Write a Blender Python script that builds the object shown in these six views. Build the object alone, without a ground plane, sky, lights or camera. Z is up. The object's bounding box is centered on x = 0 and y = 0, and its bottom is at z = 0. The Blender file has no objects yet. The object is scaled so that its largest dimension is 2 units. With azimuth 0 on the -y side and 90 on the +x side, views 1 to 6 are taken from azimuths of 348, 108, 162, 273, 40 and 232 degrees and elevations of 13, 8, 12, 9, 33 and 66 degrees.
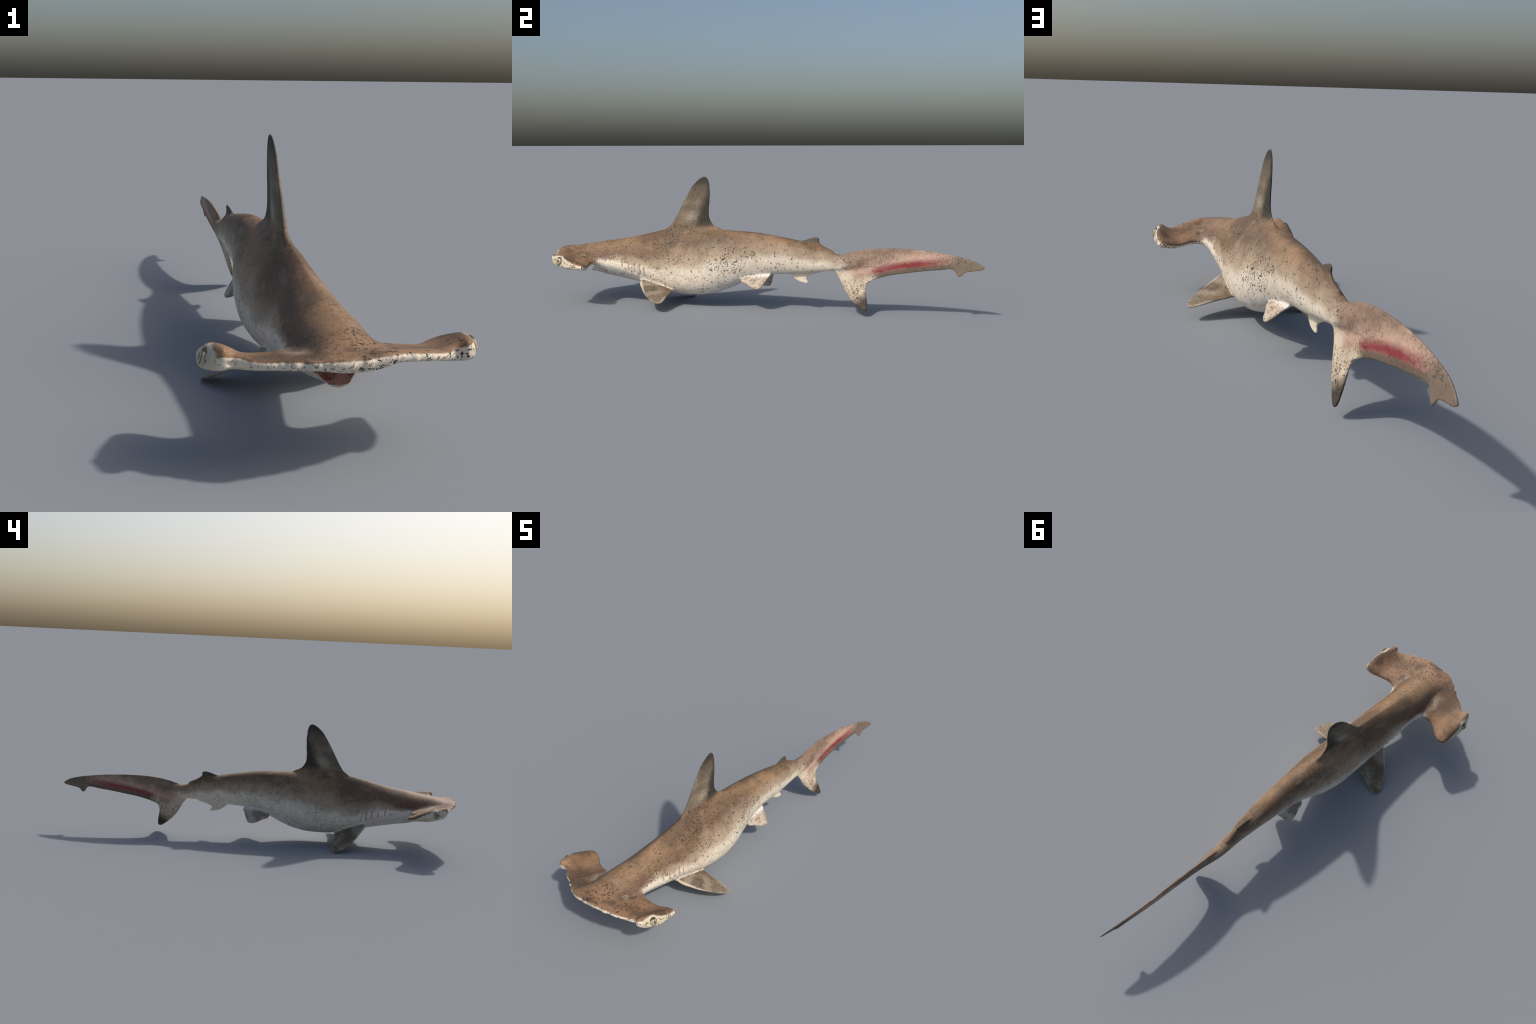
"""Great hammerhead-type shark: one smooth body modelled as a blended implicit
surface (trunk loft + hammer + fins), extracted, then separated into parts."""
import bpy, math
import numpy as np
from mathutils import Matrix, Vector

# ------------------------------------------------------------------ helpers
def curve(pts):
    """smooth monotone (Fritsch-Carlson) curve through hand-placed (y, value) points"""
    p = np.array(pts, float); x, v = p[:, 0], p[:, 1]
    h = np.diff(x); d = np.diff(v) / h
    m = np.zeros(len(x)); m[0], m[-1] = d[0], d[-1]
    for i in range(1, len(x) - 1):
        if d[i-1] * d[i] > 0:
            w1, w2 = 2*h[i] + h[i-1], h[i] + 2*h[i-1]
            m[i] = (w1 + w2) / (w1 / d[i-1] + w2 / d[i])
    def f(q):
        q = np.clip(q, x[0], x[-1]); k = np.clip(np.searchsorted(x, q) - 1, 0, len(h) - 1)
        t = (q - x[k]) / h[k]
        return ((2*t**3 - 3*t**2 + 1) * v[k] + (t**3 - 2*t**2 + t) * h[k] * m[k]
                + (-2*t**3 + 3*t**2) * v[k+1] + (t**3 - t**2) * h[k] * m[k+1])
    return f

def smooth_outline(pts, sub=4, alpha=0.5):
    """closed centripetal Catmull-Rom through outline control points"""
    P = np.array(pts, float); n = len(P); out = []
    for i in range(n):
        p0, p1, p2, p3 = P[i-1], P[i], P[(i+1) % n], P[(i+2) % n]
        t0 = 0.0
        t1 = t0 + max(np.linalg.norm(p1-p0), 1e-6)**alpha
        t2 = t1 + max(np.linalg.norm(p2-p1), 1e-6)**alpha
        t3 = t2 + max(np.linalg.norm(p3-p2), 1e-6)**alpha
        for t in np.linspace(t1, t2, sub, endpoint=False):
            a1 = (t1-t)/(t1-t0)*p0 + (t-t0)/(t1-t0)*p1
            a2 = (t2-t)/(t2-t1)*p1 + (t-t1)/(t2-t1)*p2
            a3 = (t3-t)/(t3-t2)*p2 + (t-t2)/(t3-t2)*p3
            b1 = (t2-t)/(t2-t0)*a1 + (t-t0)/(t2-t0)*a2
            b2 = (t3-t)/(t3-t1)*a2 + (t-t1)/(t3-t1)*a3
            out.append((t2-t)/(t2-t1)*b1 + (t-t1)/(t2-t1)*b2)
    return np.array(out)

def inside_distance(u, v, poly):
    """signed distance to a closed outline, positive inside"""
    best = np.full(u.shape, 1e9); odd = np.zeros(u.shape, bool)
    n = len(poly)
    for i in range(n):
        a, b = poly[i], poly[(i+1) % n]
        e = b - a; L = e @ e
        if L < 1e-14: continue
        wu, wv = u - a[0], v - a[1]
        t = np.clip((wu*e[0] + wv*e[1]) / L, 0, 1)
        best = np.minimum(best, (wu - t*e[0])**2 + (wv - t*e[1])**2)
        if a[1] != b[1]:
            odd ^= ((a[1] > v) != (b[1] > v)) & (u < (b[0]-a[0])*(v-a[1])/(b[1]-a[1]) + a[0])
    d = np.sqrt(best)
    return np.where(odd, d, -d)

def sstep(a, b, x):
    t = np.clip((x - a) / (b - a), 0, 1); return t*t*(3 - 2*t)

def smin(a, b, k):
    h = np.clip(0.5 + 0.5*(b - a)/k, 0, 1)
    return b*(1-h) + a*h - k*h*(1-h)

def smax(a, b, k): return -smin(-a, -b, k)

def slab(d, n, half, r):
    """rounded plate: d inside-distance of the outline, n offset from mid surface"""
    qx = -(d - r); qy = np.abs(n) - (half - r)
    return np.minimum(np.maximum(qx, qy), 0) + np.hypot(np.maximum(qx, 0), np.maximum(qy, 0)) - r

# ------------------------------------------------------------------ body numbers
spine_x = curve([(-1.0, 0.0), (-0.6, 0.0), (-0.3, -0.006), (-0.1, -0.009), (0.0, -0.011), (0.2, -0.019), (0.35, -0.027),
                 (0.5, -0.031), (0.7, -0.032), (0.9, -0.023), (1.0, -0.011)])
back_z = curve([(-1.0, 0.243), (-0.96, 0.253), (-0.92, 0.262), (-0.85, 0.274), (-0.78, 0.286), (-0.70, 0.298),
                (-0.60, 0.319), (-0.52, 0.337), (-0.45, 0.352), (-0.32, 0.358), (-0.19, 0.357), (-0.09, 0.354),
                (0.0, 0.348), (0.09, 0.335), (0.2, 0.315), (0.3, 0.284), (0.39, 0.259), (0.5, 0.262),
                (0.65, 0.268), (0.85, 0.258), (1.0, 0.238)])
belly_z = curve([(-1.0, 0.232), (-0.95, 0.223), (-0.90, 0.205), (-0.86, 0.182), (-0.82, 0.155), (-0.78, 0.131),
                 (-0.69, 0.112), (-0.60, 0.096), (-0.54, 0.083), (-0.43, 0.058), (-0.35, 0.050), (-0.28, 0.052),
                 (-0.20, 0.066), (-0.127, 0.093), (-0.06, 0.125), (0.0, 0.143), (0.07, 0.161), (0.15, 0.167),
                 (0.29, 0.183), (0.37, 0.190), (0.45, 0.205), (0.6, 0.222), (0.85, 0.232), (1.0, 0.228)])
half_w = curve([(-1.0, 0.03), (-0.92, 0.055), (-0.85, 0.070), (-0.78, 0.087), (-0.70, 0.089), (-0.62, 0.093),
                (-0.52, 0.091), (-0.38, 0.094), (-0.28, 0.098), (-0.2, 0.093), (-0.1, 0.0715), (0.0, 0.056),
                (0.1, 0.050), (0.2, 0.041), (0.3, 0.031), (0.4, 0.0265), (0.5, 0.0145), (0.6, 0.009), (0.75, 0.005), (0.85, 0.0035), (1.0, 0.003)])
wide_at = curve([(-1.0, 0.5), (-0.85, 0.42), (-0.7, 0.37), (-0.5, 0.34), (-0.3, 0.37), (-0.12, 0.47), (0.0, 0.53), (0.15, 0.52), (0.3, 0.5), (1.0, 0.5)])
full_up = curve([(-1.0, 2.0), (-0.85, 1.8), (-0.7, 1.55), (-0.5, 1.42), (-0.3, 1.52), (-0.12, 1.88), (0.0, 2.1), (0.15, 2.25), (0.4, 2.2), (1.0, 2.0)])
full_low = curve([(-1.0, 2.0), (-0.85, 1.7), (-0.72, 1.6), (-0.6, 1.7), (-0.5, 2.0), (-0.3, 2.35), (-0.12, 2.35), (0.0, 1.85), (0.3, 2.1), (1.0, 2.0)])
tail_lean = curve([(-1.0, 0.0), (-0.6, 0.0), (-0.35, 0.03), (0.0, 0.04), (0.15, 0.08), (0.3, 0.14), (0.45, 0.18), (0.66, 0.16), (1.0, 0.15)])
def trunk(X, Y, Z):
    hw, zt, zb = half_w(Y), back_z(Y), belly_z(Y)
    zc = zb + (zt - zb)*wide_at(Y)
    up = Z >= zc
    n = np.where(up, full_up(Y), full_low(Y))
    px = np.abs(X - spine_x(Y) - tail_lean(Y)*(zt - Z)) / hw
    hz = np.where(up, zt - zc, zc - zb)
    pz = np.abs(Z - zc) / hz
    px = np.maximum(px, 1e-4); pz = np.maximum(pz, 1e-4)
    rho = (px**n + pz**n)**(1/n)
    g = np.hypot((px/rho)**(n-1)/hw, (pz/rho)**(n-1)/hz)
    f = (rho - 1)/g
    return np.maximum(f, np.maximum(Y - 0.93, -0.975 - Y))

def gauss(x, c, w): return np.exp(-((x - c)/w)**2)

HAMMER = smooth_outline([
    (0.004, -0.995), (0.045, -0.993), (0.085, -0.986), (0.133, -0.966), (0.180, -0.941), (0.210, -0.920), (0.222, -0.915),
    (0.238, -0.925), (0.256, -0.914), (0.271, -0.885), (0.280, -0.845), (0.280, -0.800), (0.277, -0.768), (0.272, -0.752), (0.256, -0.749),
    (0.233, -0.752), (0.200, -0.768), (0.165, -0.778), (0.130, -0.783), (0.100, -0.770), (0.060, -0.740), (0.0, -0.730),
    (-0.060, -0.740), (-0.100, -0.770), (-0.139, -0.781), (-0.180, -0.769), (-0.218, -0.746), (-0.245, -0.738), (-0.266, -0.744),
    (-0.275, -0.780), (-0.280, -0.835), (-0.273, -0.882), (-0.259, -0.914), (-0.243, -0.926), (-0.226, -0.916), (-0.207, -0.921),
    (-0.172, -0.945), (-0.127, -0.964), (-0.082, -0.987), (-0.038, -0.998)])

def hammer_mid(X, Y):
    lobe = sstep(0.18, 0.275, np.abs(X))
    return 0.2015 + (-0.83 - Y)*0.24 + lobe*np.where(X > 0, 0.009, 0.018) \
        + 0.006*gauss(X, 0.075, 0.05) - 0.006*gauss(X, 0.205, 0.04) + 0.005*gauss(X, -0.225, 0.03)

def hammer(X, Y, Z):
    d2 = inside_distance(X[:, :, 0], Y[:, :, 0], HAMMER)
    # fine ripples of the leading edge
    front = sstep(-0.90, -0.94, Y[:, :, 0])
    d2 = d2 + front*(0.0027*np.sin(X[:, :, 0]*76 + 2.5*np.sin(X[:, :, 0]*57)) + 0.0007*np.sin(X[:, :, 0]*330 + 3*np.sin(X[:, :, 0]*90)))
    d = np.repeat(d2[:, :, None], X.shape[2], 2)
    lobe = sstep(0.165, 0.270, np.abs(X))
    d = d - 0.30*np.clip(Z - hammer_mid(X, Y), -0.03, 0.03)*sstep(0.22, 0.26, np.abs(X))*sstep(-0.93, -0.90, Y)
    T = 0.0105 + 0.0162*lobe*sstep(-0.735, -0.86, Y) + 0.003*gauss(X, 0, 0.12)
    w = 0.035 - 0.019*lobe
    s = np.clip(d/w, 0, 1)
    half = 0.005 + (T - 0.005)*np.sqrt(np.maximum(1-(1-s)**2, 0))
    return slab(d, Z - hammer_mid(X, Y), half, 0.0045)

def plane_fin(outline, x_mid, t_root, t_tip, z_root, z_tip, w, r=0.0022, thin_rear=lambda Y: 1.0):
    """fin standing in the (y, z) plane; half thickness from root to tip, thin rim"""
    poly = smooth_outline(outline)
    def f(X, Y, Z):
        d2 = inside_distance(Y[0], Z[0], poly)
        d = np.repeat(d2[None], X.shape[0], 0)
        k = np.clip((Z - z_root)/(z_tip - z_root), 0, 1)
        T = (t_root + (t_tip - t_root)*k**0.8)*thin_rear(Y)
        s = np.clip(d/w, 0, 1)
        half = r + (T - r)*np.sqrt(np.maximum(1-(1-s)**2, 0))
        return slab(d, X - x_mid(Y, Z), half, r*0.95)
    lo = poly.min(0); hi = poly.max(0)
    return f, lo, hi

DORSAL = [(-0.452, 0.352), (-0.430, 0.376), (-0.404, 0.417), (-0.373, 0.475), (-0.343, 0.527), (-0.319, 0.562), (-0.293, 0.587),
          (-0.275, 0.598), (-0.262, 0.601), (-0.250, 0.595), (-0.242, 0.577), (-0.238, 0.540), (-0.2385, 0.500), (-0.243, 0.440),
          (-0.240, 0.408), (-0.222, 0.380), (-0.186, 0.356), (-0.22, 0.30), (-0.42, 0.30)]
DORSAL_B = [(0.195, 0.310), (0.224, 0.324), (0.245, 0.3315), (0.270, 0.3345), (0.280, 0.328), (0.2805, 0.314), (0.292, 0.3025),
            (0.315, 0.289), (0.345, 0.274), (0.34, 0.255), (0.22, 0.28)]
ANAL = [(0.148, 0.172), (0.168, 0.148), (0.192, 0.1345), (0.217, 0.1285), (0.233, 0.129), (0.2355, 0.135), (0.227, 0.1445),
        (0.230, 0.155), (0.257, 0.1685), (0.295, 0.184), (0.28, 0.205), (0.17, 0.20)]
CAUDAL = [(0.385, 0.255), (0.430, 0.274), (0.480, 0.286), (0.535, 0.293), (0.60, 0.2965), (0.69, 0.295), (0.78, 0.289),
          (0.865, 0.278), (0.920, 0.268), (0.962, 0.2565), (0.987, 0.243), (1.0015, 0.230), (0.986, 0.2205), (0.955, 0.215),
          (0.918, 0.206), (0.909, 0.195), (0.900, 0.187), (0.889, 0.193), (0.877, 0.211), (0.866, 0.2185), (0.81, 0.2115),
          (0.74, 0.203), (0.666, 0.191), (0.604, 0.180), (0.540, 0.1605), (0.508, 0.1425), (0.500, 0.122), (0.505, 0.085),
          (0.511, 0.050), (0.510, 0.028), (0.498, 0.024), (0.468, 0.043), (0.432, 0.076), (0.400, 0.118), (0.378, 0.158),
          (0.358, 0.186), (0.36, 0.22)]

def caudal_x(Y, Z):
    dz = np.maximum(0.275 - Z, -0.03)
    return spine_x(Y) + 0.122*dz + 0.63*dz*np.abs(dz)

dorsal_fin, dlo, dhi = plane_fin(DORSAL, lambda Y, Z: -0.006 - 0.012*np.clip(Z-0.35, 0, 1) - 0.004*sstep(-0.3, -0.2, Y), 0.0130, 0.0042, 0.36, 0.59, 0.055,
                                 thin_rear=lambda Y: 1 - 0.62*sstep(-0.34, -0.23, Y))
dorsal_b, blo, bhi = plane_fin(DORSAL_B, lambda Y, Z: spine_x(Y) - 0.15*np.clip(Z-0.30, 0, 1), 0.010, 0.003, 0.29, 0.335, 0.02)
anal_fin, alo, ahi = plane_fin(ANAL, lambda Y, Z: spine_x(Y) + 0.25*np.clip(0.18-Z, 0, 1), 0.010, 0.003, 0.18, 0.13, 0.025)
caudal_fin, clo, chi = plane_fin(CAUDAL, caudal_x, 0.0070, 0.0055, 0.20, 0.03, 0.035, thin_rear=lambda Y: 1 - 0.5*sstep(0.55, 0.9, Y))

def paddle(points, t_root, t_tip, w, r=0.0022):
    """paired fin: 3-D outline points (root first) -> best plane, plate of varying thickness"""
    P = np.array(points, float); c = P.mean(0)
    U, S, Vt = np.linalg.svd(P - c); nrm = Vt[2]
    root = (P[0] + P[-1])/2
    v = P - root; v = v - np.outer(v @ nrm, nrm)
    ax_s = v[np.argmax(np.linalg.norm(v, axis=1))]; span = np.linalg.norm(ax_s); ax_s = ax_s/span
    ax_c = np.cross(nrm, ax_s)
    pa, pb, pn = (P-c) @ ax_c, (P-c) @ ax_s, (P-c) @ nrm
    camber = np.linalg.lstsq(np.stack([pa*pa, pa*pb, pb*pb], 1), pn, rcond=None)[0]     # gentle droop of the blade
    poly = smooth_outline(np.stack([pa, pb], 1))
    def f(X, Y, Z):
        q = np.stack([X-c[0], Y-c[1], Z-c[2]], -1)
        a, b, n = q @ ax_c, q @ ax_s, q @ nrm
        n = n - (camber[0]*a*a + camber[1]*a*b + camber[2]*b*b)
        d = inside_distance(a, b, poly)
        k = np.clip((b - (root-c) @ ax_s)/span, 0, 1)
        T = t_root + (t_tip - t_root)*k**0.7
        s = np.clip(d/w, 0, 1)
        half = r + (T - r)*np.sqrt(np.maximum(1-(1-s)**2, 0))
        return slab(d, n, half, r*0.95)
    return f, P.min(0), P.max(0)

pec_a, pa0, pa1 = paddle([(0.03, -0.545, 0.122), (0.085, -0.556, 0.111), (0.130, -0.528, 0.086), (0.174, -0.492, 0.064), (0.211, -0.453, 0.051),
                          (0.232, -0.420, 0.050), (0.233, -0.394, 0.0425), (0.220, -0.387, 0.042), (0.186, -0.388, 0.048), (0.130, -0.396, 0.061),
                          (0.080, -0.397, 0.071), (0.03, -0.42, 0.088)], 0.009, 0.0035, 0.045)
pec_b, pb0, pb1 = paddle([(-0.03, -0.545, 0.140), (-0.080, -0.556, 0.109), (-0.127, -0.525, 0.079), (-0.169, -0.493, 0.050), (-0.203, -0.450, 0.021),
                          (-0.214, -0.420, 0.002), (-0.208, -0.400, -0.002), (-0.189, -0.393, 0.003), (-0.143, -0.397, 0.025), (-0.092, -0.403, 0.048),
                          (-0.05, -0.405, 0.065), (-0.03, -0.42, 0.080)], 0.009, 0.0035, 0.045)
pel_a, la0, la1 = paddle([(0.02, -0.065, 0.150), (0.047, -0.068, 0.132), (0.062, -0.034, 0.120), (0.078, -0.004, 0.1065), (0.082, 0.018, 0.104),
                          (0.077, 0.034, 0.108), (0.055, 0.047, 0.127), (0.031, 0.057, 0.147), (0.012, 0.064, 0.163), (0.0, 0.03, 0.172)], 0.008, 0.003, 0.03)
pel_b, lb0, lb1 = paddle([(-0.03, -0.065, 0.143), (-0.052, -0.068, 0.122), (-0.064, -0.034, 0.108), (-0.077, -0.004, 0.096), (-0.080, 0.018, 0.092),
                          (-0.077, 0.034, 0.096), (-0.062, 0.047, 0.115), (-0.045, 0.057, 0.138), (-0.032, 0.064, 0.157), (-0.02, 0.03, 0.168)], 0.008, 0.003, 0.03)

def jaw(X, Y, Z):
    """lower jaw: shallow scoop hanging under the head"""
    t = sstep(-0.862, -0.76, Y)
    hw = 0.029 + 0.040*np.sqrt(np.clip((Y + 0.868)/0.12, 0, 1))
    zb = 0.137 - 0.010*sstep(-0.84, -0.76, Y); zt = 0.205
    zc = 0.185
    px, pz = np.abs(X - 0.003)/hw, np.where(Z > zc, (Z-zc)/(zt-zc), (zc-Z)/(zc-zb))
    px = np.maximum(px, 1e-4); pz = np.maximum(pz, 1e-4)
    n = 1.85
    rho = (px**n + pz**n)**(1/n)
    g = np.hypot((px/rho)**(n-1)/hw, (pz/rho)**(n-1)/np.where(Z > zc, zt-zc, zc-zb))
    f = (rho-1)/g
    return smax(smax(f, -0.856 - Y, 0.012), Y + 0.72, 0.02)

def mouth(X, Y, Z):
    """gape open right across under the head, deepened into a scoop inside the jaw"""
    gape = np.sqrt((X/0.11)**2 + ((Y + 0.880)/0.080)**2 + ((Z - 0.177)/0.021)**2)
    scoop = np.sqrt(((X - 0.003)/0.048)**2 + ((Y + 0.855)/0.058)**2 + ((Z - (0.166 + 0.10*(Y+0.862)))/0.022)**2)
    return np.minimum((gape - 1)*0.022, (scoop - 1)*0.022)

GILLS = [(-0.648, 0.197, 0.172), (-0.614, 0.195, 0.160), (-0.583, 0.190, 0.150), (-0.556, 0.185, 0.142), (-0.534, 0.178, 0.135)]
EYES = [(0.2765, -0.868, 0.2205), (-0.2765, -0.868, 0.229)]
NOSTRILS = [(0.222, -0.918, 0.222), (-0.226, -0.918, 0.228)]

# ------------------------------------------------------------------ grid
HX, HY, HZ = 0.0026, 0.0034, 0.0030
LO = np.array([-0.302, -1.02, -0.012]); HI = np.array([0.302, 1.02, 0.618])
ax = [np.arange(LO[i], HI[i], h) for i, h in enumerate((HX, HY, HZ))]
F = np.full([len(a) for a in ax], 0.05, np.float32)

def box(lo, hi, pad):
    s = []
    for i in range(3):
        a = np.searchsorted(ax[i], lo[i]-pad); b = np.searchsorted(ax[i], hi[i]+pad)
        s.append(slice(max(a, 0), min(b, len(ax[i]))))
    s = tuple(s)
    return s, np.meshgrid(ax[0][s[0]], ax[1][s[1]], ax[2][s[2]], indexing='ij')

def add(fn, lo, hi, k, pad=0.03):
    s, (X, Y, Z) = box(lo, hi, pad)
    F[s] = smin(F[s], np.minimum(fn(X, Y, Z), 0.05), k)

def cut(fn, lo, hi, k, pad=0.01):
    s, (X, Y, Z) = box(lo, hi, pad)
    F[s] = smax(F[s], -fn(X, Y, Z), k)

def along(fn, lo, hi, cuts):          # trunk is large: evaluate in slices along y
    for y0, y1 in zip(cuts[:-1], cuts[1:]):
        s, (X, Y, Z) = box((lo[0], y0, lo[2]), (hi[0], y1 - HY*0.5, hi[2]), 0)
        F[s] = np.minimum(F[s], fn(X, Y, Z))

along(trunk, (-0.14, -1.0, 0.02), (0.14, 1.0, 0.40), np.linspace(-1.02, 1.02, 9))
add(hammer, (-0.29, -1.01, 0.15), (0.29, -0.73, 0.28), 0.030)
add(jaw, (-0.10, -0.87, 0.12), (0.10, -0.70, 0.22), 0.012)
cut(mouth, (-0.115, -0.96, 0.14), (0.115, -0.79, 0.21), 0.005)
def yz(lo, hi, x=0.035): return (-x, lo[0], lo[1]), (x, hi[0], hi[1])
add(dorsal_fin, *yz(dlo, dhi, 0.04), 0.017)
add(dorsal_b, *yz(blo, bhi, 0.06), 0.010)
add(anal_fin, *yz(alo, ahi), 0.010)
add(caudal_fin, *yz(clo, chi, 0.06), 0.012)
add(pec_a, pa0, pa1, 0.018)
add(pec_b, pb0, pb1, 0.018)
add(pel_a, la0, la1, 0.010)
add(pel_b, lb0, lb1, 0.010)

# gill slits: raked shallow folds on both sides
def gill_field(X, Y, Z):
    e = np.zeros(X.shape)
    for (y0, zt, zb), amp in zip(GILLS, (1.1, 0.7, 1.0, 0.8, 0.6)):
        dy = Y - (y0 + 0.10*(zt - Z))
        m = sstep(zb-0.008, zb+0.006, Z)*sstep(zt+0.008, zt-0.004, Z)
        e += m*amp*(0.0068*gauss(dy, 0, 0.0050) - 0.0034*gauss(dy, 0.013, 0.008))
    return e*sstep(0.05, 0.065, np.abs(X))
s, (X, Y, Z) = box((-0.13, -0.68, 0.11), (0.13, -0.50, 0.22), 0)
F[s] += gill_field(X, Y, Z)
# brow ridge above the eye pads, nostril notches
for (x, y, z) in EYES:
    cut(lambda X, Y, Z, c=(x, y, z): (np.sqrt(((X-c[0]*1.03)/0.012)**2 + ((Y-c[1])/0.019)**2 + ((Z-c[2])/0.021)**2) - 1)*0.012, (x-.02, y-.02, z-.025), (x+.02, y+.02, z+.025), 0.003)
for (x, y, z) in NOSTRILS:
    cut(lambda X, Y, Z, c=(x, y, z): (np.sqrt(((X-c[0])/0.012)**2 + ((Y-c[1])/0.009)**2 + ((Z-c[2])/0.006)**2) - 1)*0.006, (x-.02, y-.02, z-.02), (x+.02, y+.02, z+.02), 0.003)

# ------------------------------------------------------------------ surface extraction (naive surface nets)
def extract(F):
    nx, ny, nz = F.shape
    S = F < 0
    C = np.zeros((nx-1, ny-1, nz-1), np.int8)
    for dx in (0, 1):
        for dy in (0, 1):
            for dz in (0, 1):
                C += S[dx:nx-1+dx, dy:ny-1+dy, dz:nz-1+dz]
    cells = np.argwhere((C > 0) & (C < 8))
    idx = np.full(C.shape, -1, np.int32)
    idx[tuple(cells.T)] = np.arange(len(cells))
    corner = np.array([(a, b, c) for a in (0, 1) for b in (0, 1) for c in (0, 1)])
    vals = np.stack([F[cells[:, 0]+o[0], cells[:, 1]+o[1], cells[:, 2]+o[2]] for o in corner], 1)
    acc = np.zeros((len(cells), 3)); cnt = np.zeros(len(cells))
    for i in range(8):
        for j in range(i+1, 8):
            if np.abs(corner[i]-corner[j]).sum() != 1: continue
            a, b = vals[:, i], vals[:, j]; m = (a < 0) != (b < 0)
            t = np.where(m, a/np.where(m, a-b, 1), 0)
            acc += np.where(m[:, None], corner[i] + t[:, None]*(corner[j]-corner[i]), 0); cnt += m
    V = cells + acc/cnt[:, None]
    quads = []
    for axis in range(3):
        o1, o2 = [(1, 2), (2, 0), (0, 1)][axis]
        sl0 = [slice(1, -1)]*3; sl0[axis] = slice(0, -1)
        sl1 = list(sl0); sl1[axis] = slice(1, None)
        a, b = S[tuple(sl0)], S[tuple(sl1)]
        for sign in (0, 1):
            m = (a & ~b) if sign == 0 else (~a & b)
            p = np.argwhere(m); base = np.ones(3, int); base[axis] = 0
            p = p + base
            e1 = np.zeros(3, int); e1[o1] = 1; e2 = np.zeros(3, int); e2[o2] = 1
            q = [p - e1 - e2, p - e2, p, p - e1]
            q = np.stack([idx[tuple(k.T)] for k in q], 1)
            quads.append(q if sign == 0 else q[:, ::-1])
    return V, np.concatenate(quads)

Vg, Q = extract(F)
H = np.array([HX, HY, HZ])

def sample(P):                        # trilinear field value and gradient (grid units)
    P = np.clip(P, 1, np.array(F.shape) - 2.001); i = P.astype(int); f = P - i
    c = {}
    for a in (0, 1):
        for b in (0, 1):
            for d in (0, 1): c[a, b, d] = F[i[:, 0]+a, i[:, 1]+b, i[:, 2]+d].astype(float)
    x, y, z = f.T
    def L(a, b, t): return a*(1-t) + b*t
    v = L(L(L(c[0,0,0], c[1,0,0], x), L(c[0,1,0], c[1,1,0], x), y), L(L(c[0,0,1], c[1,0,1], x), L(c[0,1,1], c[1,1,1], x), y), z)
    gx = L(L(c[1,0,0]-c[0,0,0], c[1,1,0]-c[0,1,0], y), L(c[1,0,1]-c[0,0,1], c[1,1,1]-c[0,1,1], y), z)
    gy = L(L(c[0,1,0]-c[0,0,0], c[1,1,0]-c[1,0,0], x), L(c[0,1,1]-c[0,0,1], c[1,1,1]-c[1,0,1], x), z)
    gz = L(L(c[0,0,1]-c[0,0,0], c[1,0,1]-c[1,0,0], x), L(c[0,1,1]-c[0,1,0], c[1,1,1]-c[1,1,0], x), y)
    return v, np.stack([gx, gy, gz], 1)

# relax, then pull back on to the field's zero level
E = np.concatenate([Q[:, [0, 1]], Q[:, [1, 2]], Q[:, [2, 3]], Q[:, [3, 0]]])
for it in range(3):
    acc = np.zeros_like(Vg); cnt = np.zeros(len(Vg))
    for k in range(3):
        acc[:, k] = np.bincount(E[:, 0], Vg[E[:, 1], k], len(Vg)) + np.bincount(E[:, 1], Vg[E[:, 0], k], len(Vg))
    cnt = np.bincount(E[:, 0], minlength=len(Vg)) + np.bincount(E[:, 1], minlength=len(Vg))
    Vg = Vg*0.5 + 0.5*acc/np.maximum(cnt, 1)[:, None]
    for _ in range(2):
        v, g = sample(Vg); gw = g / H
        n2 = np.maximum((gw**2).sum(1), 0.05)
        step = -(v/n2)[:, None]*gw / H
        Vg = Vg + np.clip(step, -0.5, 0.5)
V = LO + Vg*H

# ------------------------------------------------------------------ regions
cen = V[Q].mean(1); cx, cy, cz = cen.T
region = np.full(len(Q), 'trunk', dtype=object)
region[cy < -0.66] = 'head'
trunk_d = trunk(cx.copy(), cy.copy(), cz.copy())
region[(trunk_d > 0.006) & (cz > 0.34) & (cy > -0.5) & (cy < -0.15)] = 'dorsal_fin'
region[(trunk_d > 0.003) & (cz > 0.265) & (cy > 0.18) & (cy < 0.36)] = 'dorsal_fin.001'
region[(trunk_d > 0.004) & (cz < 0.19) & (cy > 0.12) & (cy < 0.31)] = 'anal_fin'
region[cy > 0.385] = 'caudal_fin'
region[(cy > 0.33) & (cy <= 0.385) & (cz < 0.19) & (trunk_d > 0.004)] = 'caudal_fin'
region[(trunk_d > 0.005) & (cz < 0.16) & (cy > -0.60) & (cy < -0.36) & (cx > 0.045)] = 'pectoral_fin'
region[(trunk_d > 0.005) & (cz < 0.16) & (cy > -0.60) & (cy < -0.36) & (cx < -0.045)] = 'pectoral_fin.001'
region[(trunk_d > 0.004) & (cz < 0.165) & (cy > -0.09) & (cy < 0.08) & (cx > 0.0)] = 'pelvic_fin'
region[(trunk_d > 0.004) & (cz < 0.165) & (cy > -0.09) & (cy < 0.08) & (cx < 0.0)] = 'pelvic_fin.001'
md = mouth(cx, cy, cz)
region[(md < 0.0015) & (cy > -0.90) & (cy < -0.78) & (np.abs(cx) < 0.055) & (cz < 0.205)] = 'mouth_lining'
region[(region == 'head') & (cy < -0.74) & (cz < 0.163) & (np.abs(cx) < 0.1)] = 'jaw'

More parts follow.
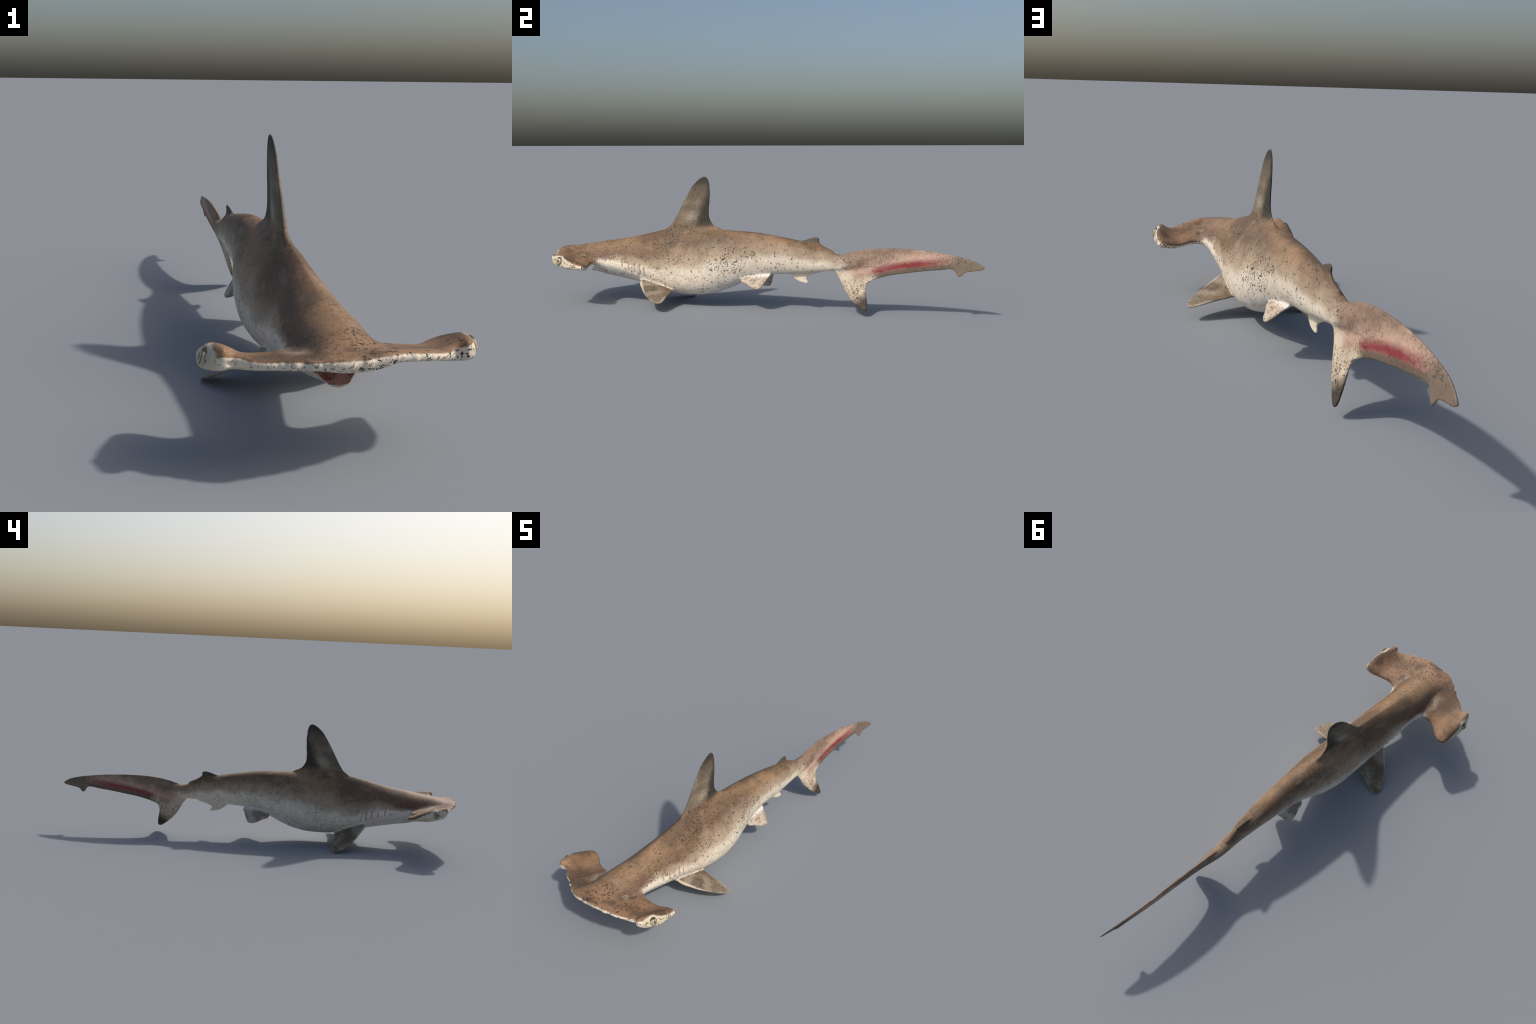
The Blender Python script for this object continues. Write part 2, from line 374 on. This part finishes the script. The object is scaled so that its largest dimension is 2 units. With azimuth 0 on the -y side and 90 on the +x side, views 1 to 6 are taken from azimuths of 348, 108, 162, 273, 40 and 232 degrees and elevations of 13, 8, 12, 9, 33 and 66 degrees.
# whole-body normals (area weighted) shared by all parts
a, b, c, d = (V[Q[:, i]] for i in range(4))
fn = np.cross(c - a, d - b)
N = np.zeros_like(V)
for i in range(4):
    for k in range(3): N[:, k] += np.bincount(Q[:, i], fn[:, k], len(V))
N /= np.maximum(np.linalg.norm(N, axis=1), 1e-12)[:, None]

# ------------------------------------------------------------------ materials
class Net:
    """tiny expression builder for shader nodes"""
    def __init__(self, name):
        self.m = bpy.data.materials.new(name); self.m.use_nodes = True
        self.t = self.m.node_tree; self.t.nodes.clear()
        self.co = self.t.nodes.new('ShaderNodeTexCoord').outputs['Object']
        s = self.t.nodes.new('ShaderNodeSeparateXYZ'); self.t.links.new(self.co, s.inputs[0])
        self.x, self.y, self.z = s.outputs
    def put(self, sock, v):
        if isinstance(v, bpy.types.NodeSocket): self.t.links.new(v, sock)
        elif isinstance(v, tuple) and len(v) == 3 and sock.type == 'RGBA': sock.default_value = (*v, 1)
        else: sock.default_value = v
    def math(self, op, a, b=0.0, c=0.0, clamp=False):
        n = self.t.nodes.new('ShaderNodeMath'); n.operation = op; n.use_clamp = clamp
        for s, v in zip(n.inputs, (a, b, c)): self.put(s, v)
        return n.outputs[0]
    def add(self, a, b): return self.math('ADD', a, b)
    def sub(self, a, b): return self.math('SUBTRACT', a, b)
    def mul(self, a, b): return self.math('MULTIPLY', a, b)
    def madd(self, a, b, c): return self.math('MULTIPLY_ADD', a, b, c)
    def step(self, v, lo, hi):          # smoothstep lo -> hi (hi may be below lo)
        n = self.t.nodes.new('ShaderNodeMapRange'); n.interpolation_type = 'SMOOTHSTEP'
        a, b, o0, o1 = (lo, hi, 0.0, 1.0) if lo < hi else (hi, lo, 1.0, 0.0)
        self.put(n.inputs[0], v)
        for i, q in enumerate((a, b, o0, o1)): n.inputs[i+1].default_value = q
        return n.outputs[0]
    def band(self, v, c, w): return self.mul(self.step(v, c-w, c), self.step(v, c+w, c))
    def scaled(self, sx, sy, sz, off=(0, 0, 0)):
        n = self.t.nodes.new('ShaderNodeMapping'); self.put(n.inputs[0], self.co)
        n.inputs['Scale'].default_value = (sx, sy, sz); n.inputs['Location'].default_value = off
        return n.outputs[0]
    def noise(self, scale, detail=3.0, rough=0.55, vec=None, dist=0.0):
        n = self.t.nodes.new('ShaderNodeTexNoise'); self.put(n.inputs['Vector'], vec or self.co)
        n.inputs['Scale'].default_value = scale; n.inputs['Detail'].default_value = detail
        n.inputs['Roughness'].default_value = rough; n.inputs['Distortion'].default_value = dist
        return n.outputs['Fac']
    def warped(self, amount, scale, vec=None):
        n = self.t.nodes.new('ShaderNodeTexNoise'); self.put(n.inputs['Vector'], self.co)
        n.inputs['Scale'].default_value = scale; n.inputs['Detail'].default_value = 2
        v = self.t.nodes.new('ShaderNodeVectorMath'); v.operation = 'MULTIPLY_ADD'
        self.t.links.new(n.outputs['Color'], v.inputs[0]); v.inputs[1].default_value = (amount,)*3
        self.put(v.inputs[2], vec or self.co)
        return v.outputs[0]
    def voronoi(self, scale, feature='F1', vec=None, out='Distance', rand=1.0):
        n = self.t.nodes.new('ShaderNodeTexVoronoi'); n.feature = feature
        self.put(n.inputs['Vector'], vec or self.co); n.inputs['Scale'].default_value = scale
        n.inputs['Randomness'].default_value = rand
        return n.outputs[out]
    def mix(self, f, a, b):
        n = self.t.nodes.new('ShaderNodeMix'); n.data_type = 'RGBA'
        self.put(n.inputs['Factor'], f)
        self.put(n.inputs[6], a); self.put(n.inputs[7], b)
        return n.outputs[2]
    def tint(self, col, f):             # multiply a colour by a scalar
        n = self.t.nodes.new('ShaderNodeMix'); n.data_type = 'RGBA'; n.blend_type = 'MULTIPLY'
        n.inputs['Factor'].default_value = 1.0
        self.put(n.inputs[6], col)
        c = self.t.nodes.new('ShaderNodeCombineXYZ')
        for s in c.inputs: self.put(s, f)
        self.t.links.new(c.outputs[0], n.inputs[7])
        return n.outputs[2]
    def curve(self, v, pts):            # float curve on 0..1
        n = self.t.nodes.new('ShaderNodeFloatCurve'); self.put(n.inputs['Value'], v)
        c = n.mapping.curves[0]
        c.points[0].location = pts[0]; c.points[1].location = pts[-1]
        for p in pts[1:-1]: c.points.new(*p)
        n.mapping.update(); return n.outputs[0]
    def finish(self, col, rough=0.62, bump=None, strength=0.25, spec=0.3):
        p = self.t.nodes.new('ShaderNodeBsdfPrincipled'); o = self.t.nodes.new('ShaderNodeOutputMaterial')
        self.put(p.inputs['Base Color'], col); self.put(p.inputs['Roughness'], rough)
        p.inputs['Specular IOR Level'].default_value = spec
        if bump is not None:
            b = self.t.nodes.new('ShaderNodeBump'); b.inputs['Strength'].default_value = strength
            b.inputs['Distance'].default_value = 0.002
            self.put(b.inputs['Height'], bump); self.t.links.new(b.outputs[0], p.inputs['Normal'])
        self.t.links.new(p.outputs[0], o.inputs[0])
        return self.m

def srgb(r, g, b):
    f = lambda c: ((c/255 + 0.055)/1.055)**2.4 if c > 10 else c/255/12.92
    return (f(r), f(g), f(b))

BROWN, OCHRE, RUST = srgb(102, 81, 61), srgb(140, 112, 83), srgb(110, 82, 66)
TAN, CREAM, BELLY = srgb(166, 147, 125), srgb(222, 210, 191), srgb(216, 211, 201)
PINK, RED, FLAKE, PAINTED_GLEAM = srgb(226, 188, 172), srgb(134, 54, 58), srgb(42, 38, 31), srgb(188, 190, 190)
SOOT, SLATE = srgb(66, 60, 52), srgb(106, 94, 79)

def base_skin(n):
    """counter-shaded hide: brown back, tan flank, cream belly, with mottling"""
    yn = n.madd(n.y, 0.5, 0.5)
    edge = n.curve(yn, [(0.0, 0.232), (0.05, 0.215), (0.11, 0.195), (0.19, 0.195), (0.225, 0.175), (0.28, 0.155), (0.36, 0.175), (0.45, 0.222), (0.55, 0.236), (0.67, 0.218), (1.0, 0.2)])
    soft = n.curve(yn, [(0.0, 0.014), (0.18, 0.034), (0.25, 0.06), (0.33, 0.11), (0.45, 0.085), (0.6, 0.06), (0.7, 0.05), (1.0, 0.05)])
    mott = n.noise(9, 4, 0.6)
    h = n.add(n.sub(n.z, edge), n.add(n.madd(mott, 0.06, -0.03), n.madd(n.noise(34, 4, 0.65), 0.03, -0.015)))
    t = n.math('DIVIDE', h, soft)
    fine = n.noise(26, 5, 0.65, n.warped(0.05, 8))
    back = n.mix(n.step(n.noise(6, 3, 0.5, n.scaled(1, 0.5, 1, (3, 1, 2))), 0.40, 0.62), BROWN, OCHRE)
    back = n.mix(n.mul(n.step(n.noise(11, 3, 0.6, n.scaled(1, 0.7, 1, (7, 4, 1))), 0.52, 0.70), 0.55), back, RUST)
    col = n.mix(n.step(t, -0.15, 0.45), CREAM, TAN)
    col = n.mix(n.step(t, 0.35, 1.25), col, back)
    col = n.mix(n.step(t, -0.5, -1.2), col, BELLY)
    streak = n.noise(14, 5, 0.7, n.scaled(1.0, 3.2, 0.7, (1, 2, 3)))
    grain = n.noise(95, 4, 0.7)
    col = n.tint(col, n.add(n.madd(fine, 0.50, 0.48), n.add(n.mul(streak, 0.34), n.mul(grain, 0.24))))
    grey = n.mul(n.step(n.noise(13, 4, 0.65, n.scaled(1, 0.8, 1.3, (6, 1, 9))), 0.50, 0.66), n.step(t, 0.2, 0.8))
    col = n.mix(n.mul(grey, 0.45), col, srgb(104, 92, 78))
    blot = n.step(n.noise(18, 4, 0.6, n.scaled(1, 0.6, 1, (9, 2, 5))), 0.54, 0.66)
    col = n.mix(n.mul(blot, 0.22), col, srgb(176, 138, 118))
    # pale old scratches on the back
    scr = n.step(n.noise(7, 2, 0.5, n.scaled(3.0, 1.0, 2.0, (2, 9, 4))), 0.64, 0.70)
    return n.mix(n.mul(scr, 0.16), col, srgb(205, 178, 150)), t

def flakes(n, col, amount=1.0, pale=1.0, lo=0.505, where=None):
    """broken hairline flakes: crooked cell edges kept only inside noisy clusters"""
    vec = n.warped(0.014, 60)
    e = n.voronoi(100, 'DISTANCE_TO_EDGE', vec)
    line = n.step(e, 0.13, 0.10)
    keep = n.step(n.noise(115, 2, 0.6), 0.525, 0.54)
    clus = n.step(n.noise(8, 5, 0.7, n.scaled(1, 0.75, 1.2, (5, 5, 5))), lo, lo + 0.07)
    few = n.step(n.noise(70, 2, 0.5, n.scaled(1, 1, 1, (2, 6, 1))), 0.55, 0.58)
    dark = n.mul(n.mul(line, keep), n.math('MAXIMUM', clus, n.mul(few, 0.95)))
    spot = n.mul(n.step(n.noise(170, 1, 0.5), 0.70, 0.73), n.madd(clus, 0.5, 0.5))
    dark = n.math('MAXIMUM', dark, spot)
    dark = n.mul(dark, n.madd(n.step(n.x, -0.03, 0.02), 0.5, 0.5))   # dark flecks weakened on -x: the flank's shade painted into the pattern
    if where is not None: dark = n.mul(dark, where)
    col = n.mix(n.mul(dark, 0.95*amount), col, FLAKE)
    w = n.mul(n.step(n.noise(230, 1, 0.5, n.scaled(1, 1, 1, (8, 3, 6))), 0.69, 0.72),  # pale flecks paint the sunlit interior glimpsed through holes in the scan
              n.step(n.noise(6, 3, 0.6, n.scaled(1, 1, 1, (1, 8, 6))), 0.50, 0.60))
    return n.mix(n.math('MULTIPLY', w, 0.6*pale, clamp=True), col, PAINTED_GLEAM), dark

def bump_of(n, dark):
    return n.sub(n.add(n.mul(n.noise(60, 4, 0.6), 0.5), n.mul(n.noise(420, 2, 0.5), 0.12)), n.mul(dark, 0.35))

def mat_trunk():
    n = Net('shark_hide'); col, t = base_skin(n)
    # pink flush round the gill folds
    g = n.mul(n.band(n.y, -0.575, 0.10), n.band(n.z, 0.150, 0.05))
    col = n.mix(n.mul(g, n.mul(n.step(n.noise(18, 3), 0.42, 0.6), 0.6)), col, PINK)
    slit = None
    for y0, zt, zb in GILLS:
        dy = n.add(n.sub(n.y, y0 + 0.10*zt), n.mul(n.z, 0.10))
        q = n.mul(n.band(dy, 0.0, 0.0045), n.mul(n.step(n.z, zb - 0.006, zb + 0.004), n.step(n.z, zt + 0.006, zt - 0.002)))
        slit = q if slit is None else n.math('MAXIMUM', slit, q)
    col = n.mix(n.mul(slit, 0.6), col, srgb(92, 78, 68))
    col, dk = flakes(n, col)
    return n.finish(col, 0.6, bump_of(n, dk))

def mat_head():
    n = Net('head_hide'); col, t = base_skin(n)
    ax_ = n.math('ABSOLUTE', n.x)
    # height of the hammer's rim: cream below it, brown above
    mid = n.madd(n.sub(-0.83, n.y), 0.24, 0.2015)
    lobe = n.step(ax_, 0.18, 0.275)
    mid = n.add(mid, n.mul(lobe, 0.014))
    mid = n.add(mid, n.sub(n.mul(n.band(n.x, 0.075, 0.09), 0.006), n.mul(n.band(n.x, 0.205, 0.07), 0.006)))
    mid = n.add(mid, n.mul(n.band(n.x, -0.225, 0.05), 0.005))
    dz = n.sub(n.z, mid)
    wide = n.math('MAXIMUM', n.step(ax_, 0.085, 0.13), n.step(n.y, -0.86, -0.92))
    top = n.mix(n.step(n.noise(7, 3, 0.5, n.scaled(1, 1, 1, (4, 1, 8))), 0.38, 0.62), srgb(102, 80, 60), srgb(146, 114, 86))
    top = n.mix(n.mul(n.step(n.noise(15, 4, 0.6, n.scaled(1, 1, 1, (1, 7, 3))), 0.5, 0.68), 0.7), top, srgb(84, 68, 55))
    rimmed = n.add(n.sub(dz, n.mul(n.step(n.y, -0.80, -0.88), 0.0045)), n.madd(n.noise(55, 4, 0.7), 0.008, -0.004))
    ham = n.mix(n.step(rimmed, -0.001, 0.0035), CREAM, top)
    col = n.mix(wide, col, ham)
    # cream end faces round the eyes
    dy_ = n.add(n.y, 0.868)
    brow = n.add(n.sub(n.sub(0.246, n.mul(n.math('MAXIMUM', dy_, 0.0), 0.52)), n.mul(n.math('MAXIMUM', n.mul(dy_, -1.0), 0.0), 0.12)), n.mul(n.step(n.x, 0.0, -0.01), 0.010))
    face = n.mul(n.step(n.add(n.sub(brow, n.z), n.madd(n.noise(60, 2), 0.006, -0.003)), -0.002, 0.003), n.step(ax_, 0.252, 0.262))
    col = n.mix(face, col, n.tint(srgb(206, 192, 168), n.madd(n.noise(45, 4), 0.5, 0.75)))
    # bruise where neck and hammer meet
    br = n.mul(n.mul(n.band(n.y, -0.76, 0.09), n.band(ax_, 0.085, 0.05)), n.step(n.z, 0.20, 0.22))
    col = n.mix(n.mul(br, 0.6), col, srgb(104, 70, 58))
    col, dk = flakes(n, col, 1.0, 1.3)
    under = n.mul(wide, n.step(dz, 0.004, -0.002))
    col, dk = flakes(n, col, 1.0, 0.0, 0.40, under)
    return n.finish(col, 0.6, bump_of(n, dk))

def mat_dorsal():
    n = Net('dorsal_fin_hide'); col, t = base_skin(n)
    fin = n.mix(n.step(n.noise(14, 4), 0.35, 0.65), SLATE, srgb(136, 122, 102))
    lead = n.add(n.y, n.mul(n.sub(n.z, 0.36), -0.35))     # sweep coordinate
    fin = n.mix(n.step(n.add(lead, n.madd(n.noise(20, 3), 0.03, -0.015)), -0.345, -0.290), fin, srgb(58, 53, 46))
    fin = n.mix(n.step(n.z, 0.52, 0.585), fin, srgb(62, 57, 50))
    fin = n.mix(n.mul(n.mul(n.band(n.z, 0.415, 0.05), n.band(lead, -0.345, 0.045)), 0.5), fin, srgb(186, 174, 154))
    col = n.mix(n.step(n.z, 0.355, 0.395), col, fin)
    col, dk = flakes(n, col, 0.9, 0.5, 0.47)
    return n.finish(col, 0.6, bump_of(n, dk))

def mat_dorsal_b():
    n = Net('small_dorsal_hide'); col, t = base_skin(n)
    col = n.mix(n.step(n.z, 0.305, 0.322), col, srgb(80, 71, 60))
    col, dk = flakes(n, col, 0.9, 0.5)
    return n.finish(col, 0.6, bump_of(n, dk))

def mat_paddle(name, side):
    n = Net(name); 
    top = n.mix(n.step(n.noise(16, 4), 0.38, 0.62), srgb(102, 88, 71), srgb(146, 133, 114))
    top = n.mix(n.mul(n.step(n.noise(9, 2), 0.5, 0.6), 0.6), top, srgb(118, 94, 66))
    # pale trailing rim and leading edge
    ax_ = n.math('ABSOLUTE', n.x)
    lead = n.add(n.y, n.mul(ax_, -0.62))                  # leading edge line runs at about -0.60
    top = n.mix(n.step(lead, -0.592, -0.607), top, srgb(192, 178, 156))
    top = n.mix(n.step(n.add(n.y, n.madd(n.noise(30, 2), 0.01, -0.005)), -0.402, -0.388), top, srgb(178, 164, 144))
    col, t = base_skin(n)
    col = n.mix(n.step(n.add(ax_, n.mul(n.noise(30, 2), 0.012)), 0.070, 0.088), n.mix(n.step(n.y, -0.535, -0.515), col, n.mix(0.5, col, top)), top)
    col, dk = flakes(n, col, 0.9, 0.6)
    return n.finish(col, 0.6, bump_of(n, dk))

def mat_pelvic():
    n = Net('pelvic_fin_hide'); skin, t = base_skin(n)
    col = n.mix(n.step(n.noise(28, 4), 0.42, 0.62), srgb(186, 170, 152), srgb(142, 124, 108))
    col = n.mix(n.step(n.z, 0.142, 0.160), col, skin)
    col, dk = flakes(n, col, 0.8, 1.0, 0.52)
    return n.finish(col, 0.6, bump_of(n, dk))

def mat_anal():
    n = Net('anal_fin_hide')
    col = n.tint(srgb(216, 204, 184), n.madd(n.noise(30, 4), 0.3, 0.85))
    col, dk = flakes(n, col, 0.8, 0.5)
    return n.finish(col, 0.6, bump_of(n, dk))

def mat_caudal():
    n = Net('caudal_fin_hide'); col, t = base_skin(n)
    fine = n.noise(22, 5, 0.6)
    yn = n.madd(n.y, 0.5, 0.5)
    low = n.curve(yn, [(0.0, 0.14), (0.745, 0.14), (0.77, 0.162), (0.802, 0.18), (0.855, 0.199), (0.905, 0.2115), (0.935, 0.219), (1.0, 0.225)])
    up = n.sub(n.z, low)                                  # height above the trailing edge
    web = n.mix(n.step(fine, 0.35, 0.65), srgb(170, 144, 124), srgb(140, 116, 98))
    web = n.mix(n.mul(n.band(up, 0.055, 0.03), 0.55), web, srgb(202, 166, 150))
    dark_top = n.mul(n.step(n.add(up, n.mul(fine, 0.02)), 0.085, 0.115), 0.6)
    web = n.mix(dark_top, web, srgb(116, 94, 78))
    wob = n.madd(n.noise(40, 3), 0.010, -0.005)
    red = n.mul(n.band(n.add(up, wob), 0.031, 0.030), n.mul(n.step(n.y, 0.505, 0.55), n.step(n.y, 0.90, 0.76)))
    web = n.mix(n.math('MULTIPLY', red, n.madd(n.noise(40, 4, 0.7, n.scaled(1, 0.25, 1)), 1.5, 0.2), clamp=True), web, RED)
    rim = n.mul(n.step(n.add(up, wob), 0.026, 0.015), n.mul(n.step(n.y, 0.47, 0.53), n.step(n.y, 0.885, 0.855)))
    web = n.mix(rim, web, srgb(104, 90, 77))
    end = n.step(n.add(n.y, n.madd(fine, 0.06, -0.03)), 0.79, 0.90)
    web = n.mix(n.mul(end, 0.92), web, srgb(112, 99, 85))
    # lower lobe: cream with sooty tip and rear edge
    lobe = n.mix(n.step(fine, 0.35, 0.65), srgb(206, 190, 168), srgb(178, 160, 138))
    tip = n.add(n.mul(n.z, -1.0), n.mul(n.sub(n.y, 0.44), 0.75))
    lobe = n.mix(n.step(n.add(tip, n.madd(fine, 0.04, -0.02)), -0.085, -0.025), lobe, srgb(66, 58, 48))
    web = n.mix(n.mul(n.step(n.add(n.z, n.mul(n.sub(n.y, 0.4), -0.25)), 0.165, 0.125), n.step(n.y, 0.56, 0.52)), web, lobe)
    col = n.mix(n.step(n.y, 0.37, 0.44), col, web)
    low_root = n.mul(n.step(n.z, 0.20, 0.17), n.step(n.y, 0.46, 0.42))
    col = n.mix(low_root, col, lobe)
    col, dk = flakes(n, col, 0.95, 0.5, 0.46)
    return n.finish(col, 0.6, bump_of(n, dk))

def mat_mouth():
    n = Net('mouth_flesh')
    col = n.mix(n.step(n.noise(40, 4), 0.4, 0.6), srgb(206, 168, 156), srgb(150, 100, 90))
    col, dk = flakes(n, col, 1.0, 0.2, 0.4)
    return n.finish(col, 0.4, bump_of(n, dk), 0.3, 0.5)

def mat_jaw():
    n = Net('jaw_hide')
    col = n.tint(srgb(214, 204, 188), n.madd(n.noise(30, 4), 0.3, 0.85))
    col, dk = flakes(n, col, 1.0, 0.5, 0.42)
    return n.finish(col, 0.6, bump_of(n, dk))

def mat_eye():
    n = Net('eye_rings')
    yz_ = n.math('SQRT', n.add(n.mul(n.y, n.y), n.mul(n.math('ADD', n.z, 0.002), n.math('ADD', n.z, 0.002))))
    yz_ = n.add(yz_, n.madd(n.noise(160, 2), 0.0016, -0.0008))
    r = n.t.nodes.new('ShaderNodeValToRGB'); n.t.links.new(n.math('DIVIDE', yz_, 0.0165), r.inputs[0])
    ramp = r.color_ramp; ramp.elements[0].position = 0.0; ramp.elements[0].color = (*srgb(112, 108, 96), 1)
    ramp.elements[1].position = 1.0; ramp.elements[1].color = (*srgb(150, 140, 114), 1)
    for p, c in [(0.22, (116, 110, 98)), (0.30, (70, 64, 46)), (0.38, (96, 88, 60)), (0.46, (176, 166, 136)), (0.64, (182, 172, 144)), (0.72, (84, 78, 58)), (0.78, (88, 80, 58)), (0.86, (196, 184, 156))]:
        e = ramp.elements.new(p); e.color = (*srgb(*c), 1)
    col = n.mix(n.step(n.z, 0.0085, 0.0105), r.outputs[0], srgb(70, 58, 38))
    return n.finish(col, 0.3, None, spec=0.4)

hide = mat_trunk()
MATS = {'trunk': hide, 'head': mat_head(), 'dorsal_fin': mat_dorsal(), 'dorsal_fin.001': mat_dorsal_b(),
        'pectoral_fin': mat_paddle('pectoral_fin_hide', 1), 'pelvic_fin': mat_pelvic(), 'anal_fin': mat_anal(),
        'caudal_fin': mat_caudal(), 'mouth_lining': mat_mouth(), 'jaw': mat_jaw()}
MATS['pectoral_fin.001'] = MATS['pectoral_fin']; MATS['pelvic_fin.001'] = MATS['pelvic_fin']

# ------------------------------------------------------------------ objects
shark = bpy.data.objects.new('hammerhead_shark', None)
bpy.context.scene.collection.objects.link(shark)
shark['label'] = 'brown hammerhead shark with cream belly and tall dorsal fin'
shark['category'] = 'shark'

def emit(name, faces):
    ids, inv = np.unique(faces, return_inverse=True)
    inv = inv.reshape(faces.shape)
    me = bpy.data.meshes.new(name)
    me.from_pydata(V[ids].tolist(), [], inv.tolist())
    me.polygons.foreach_set('use_smooth', np.ones(len(faces), bool))
    me.normals_split_custom_set_from_vertices(N[ids].tolist())
    me.materials.append(MATS[name]); me.update()
    ob = bpy.data.objects.new(name, me); ob.parent = shark
    bpy.context.scene.collection.objects.link(ob)
    return ob

parts = {}
for name in ['trunk', 'head', 'dorsal_fin', 'dorsal_fin.001', 'pectoral_fin', 'pectoral_fin.001', 'pelvic_fin', 'pelvic_fin.001',
             'anal_fin', 'caudal_fin', 'mouth_lining', 'jaw']:
    m = region == name
    if m.any(): parts[name] = emit(name, Q[m])

def eyeball():
    me = bpy.data.meshes.new('eye'); n, k = 40, 20; R = 0.0165
    vs = [(R*math.cos(math.pi*j/k), R*math.sin(math.pi*j/k)*math.cos(2*math.pi*i/n), R*math.sin(math.pi*j/k)*math.sin(2*math.pi*i/n)) for j in range(1, k) for i in range(n)]
    fs = [(j*n+i, j*n+(i+1) % n, (j+1)*n+(i+1) % n, (j+1)*n+i) for j in range(k-2) for i in range(n)]
    vs += [(R, 0, 0), (-R, 0, 0)]
    fs += [(len(vs)-2, (i+1) % n, i) for i in range(n)] + [(len(vs)-1, (k-2)*n+i, (k-2)*n+(i+1) % n) for i in range(n)]
    me.from_pydata(vs, [], fs); me.polygons.foreach_set('use_smooth', np.ones(len(fs), bool)); me.update()
    me.materials.append(mat_eye()); return me
em = eyeball()
for i, (x, y, z) in enumerate(EYES):
    e = bpy.data.objects.new('eye', em); e.parent = shark
    e.location = (x - math.copysign(0.0030, x), y, z); e.rotation_euler = (0, math.radians(-22), math.pi*(x < 0))
    e.scale = (0.62, 1.02, 1.14)
    bpy.context.scene.collection.objects.link(e)
print('verts', len(V), 'faces', len(Q), 'bbox', V.min(0), V.max(0), {k: int((region == k).sum()) for k in parts})
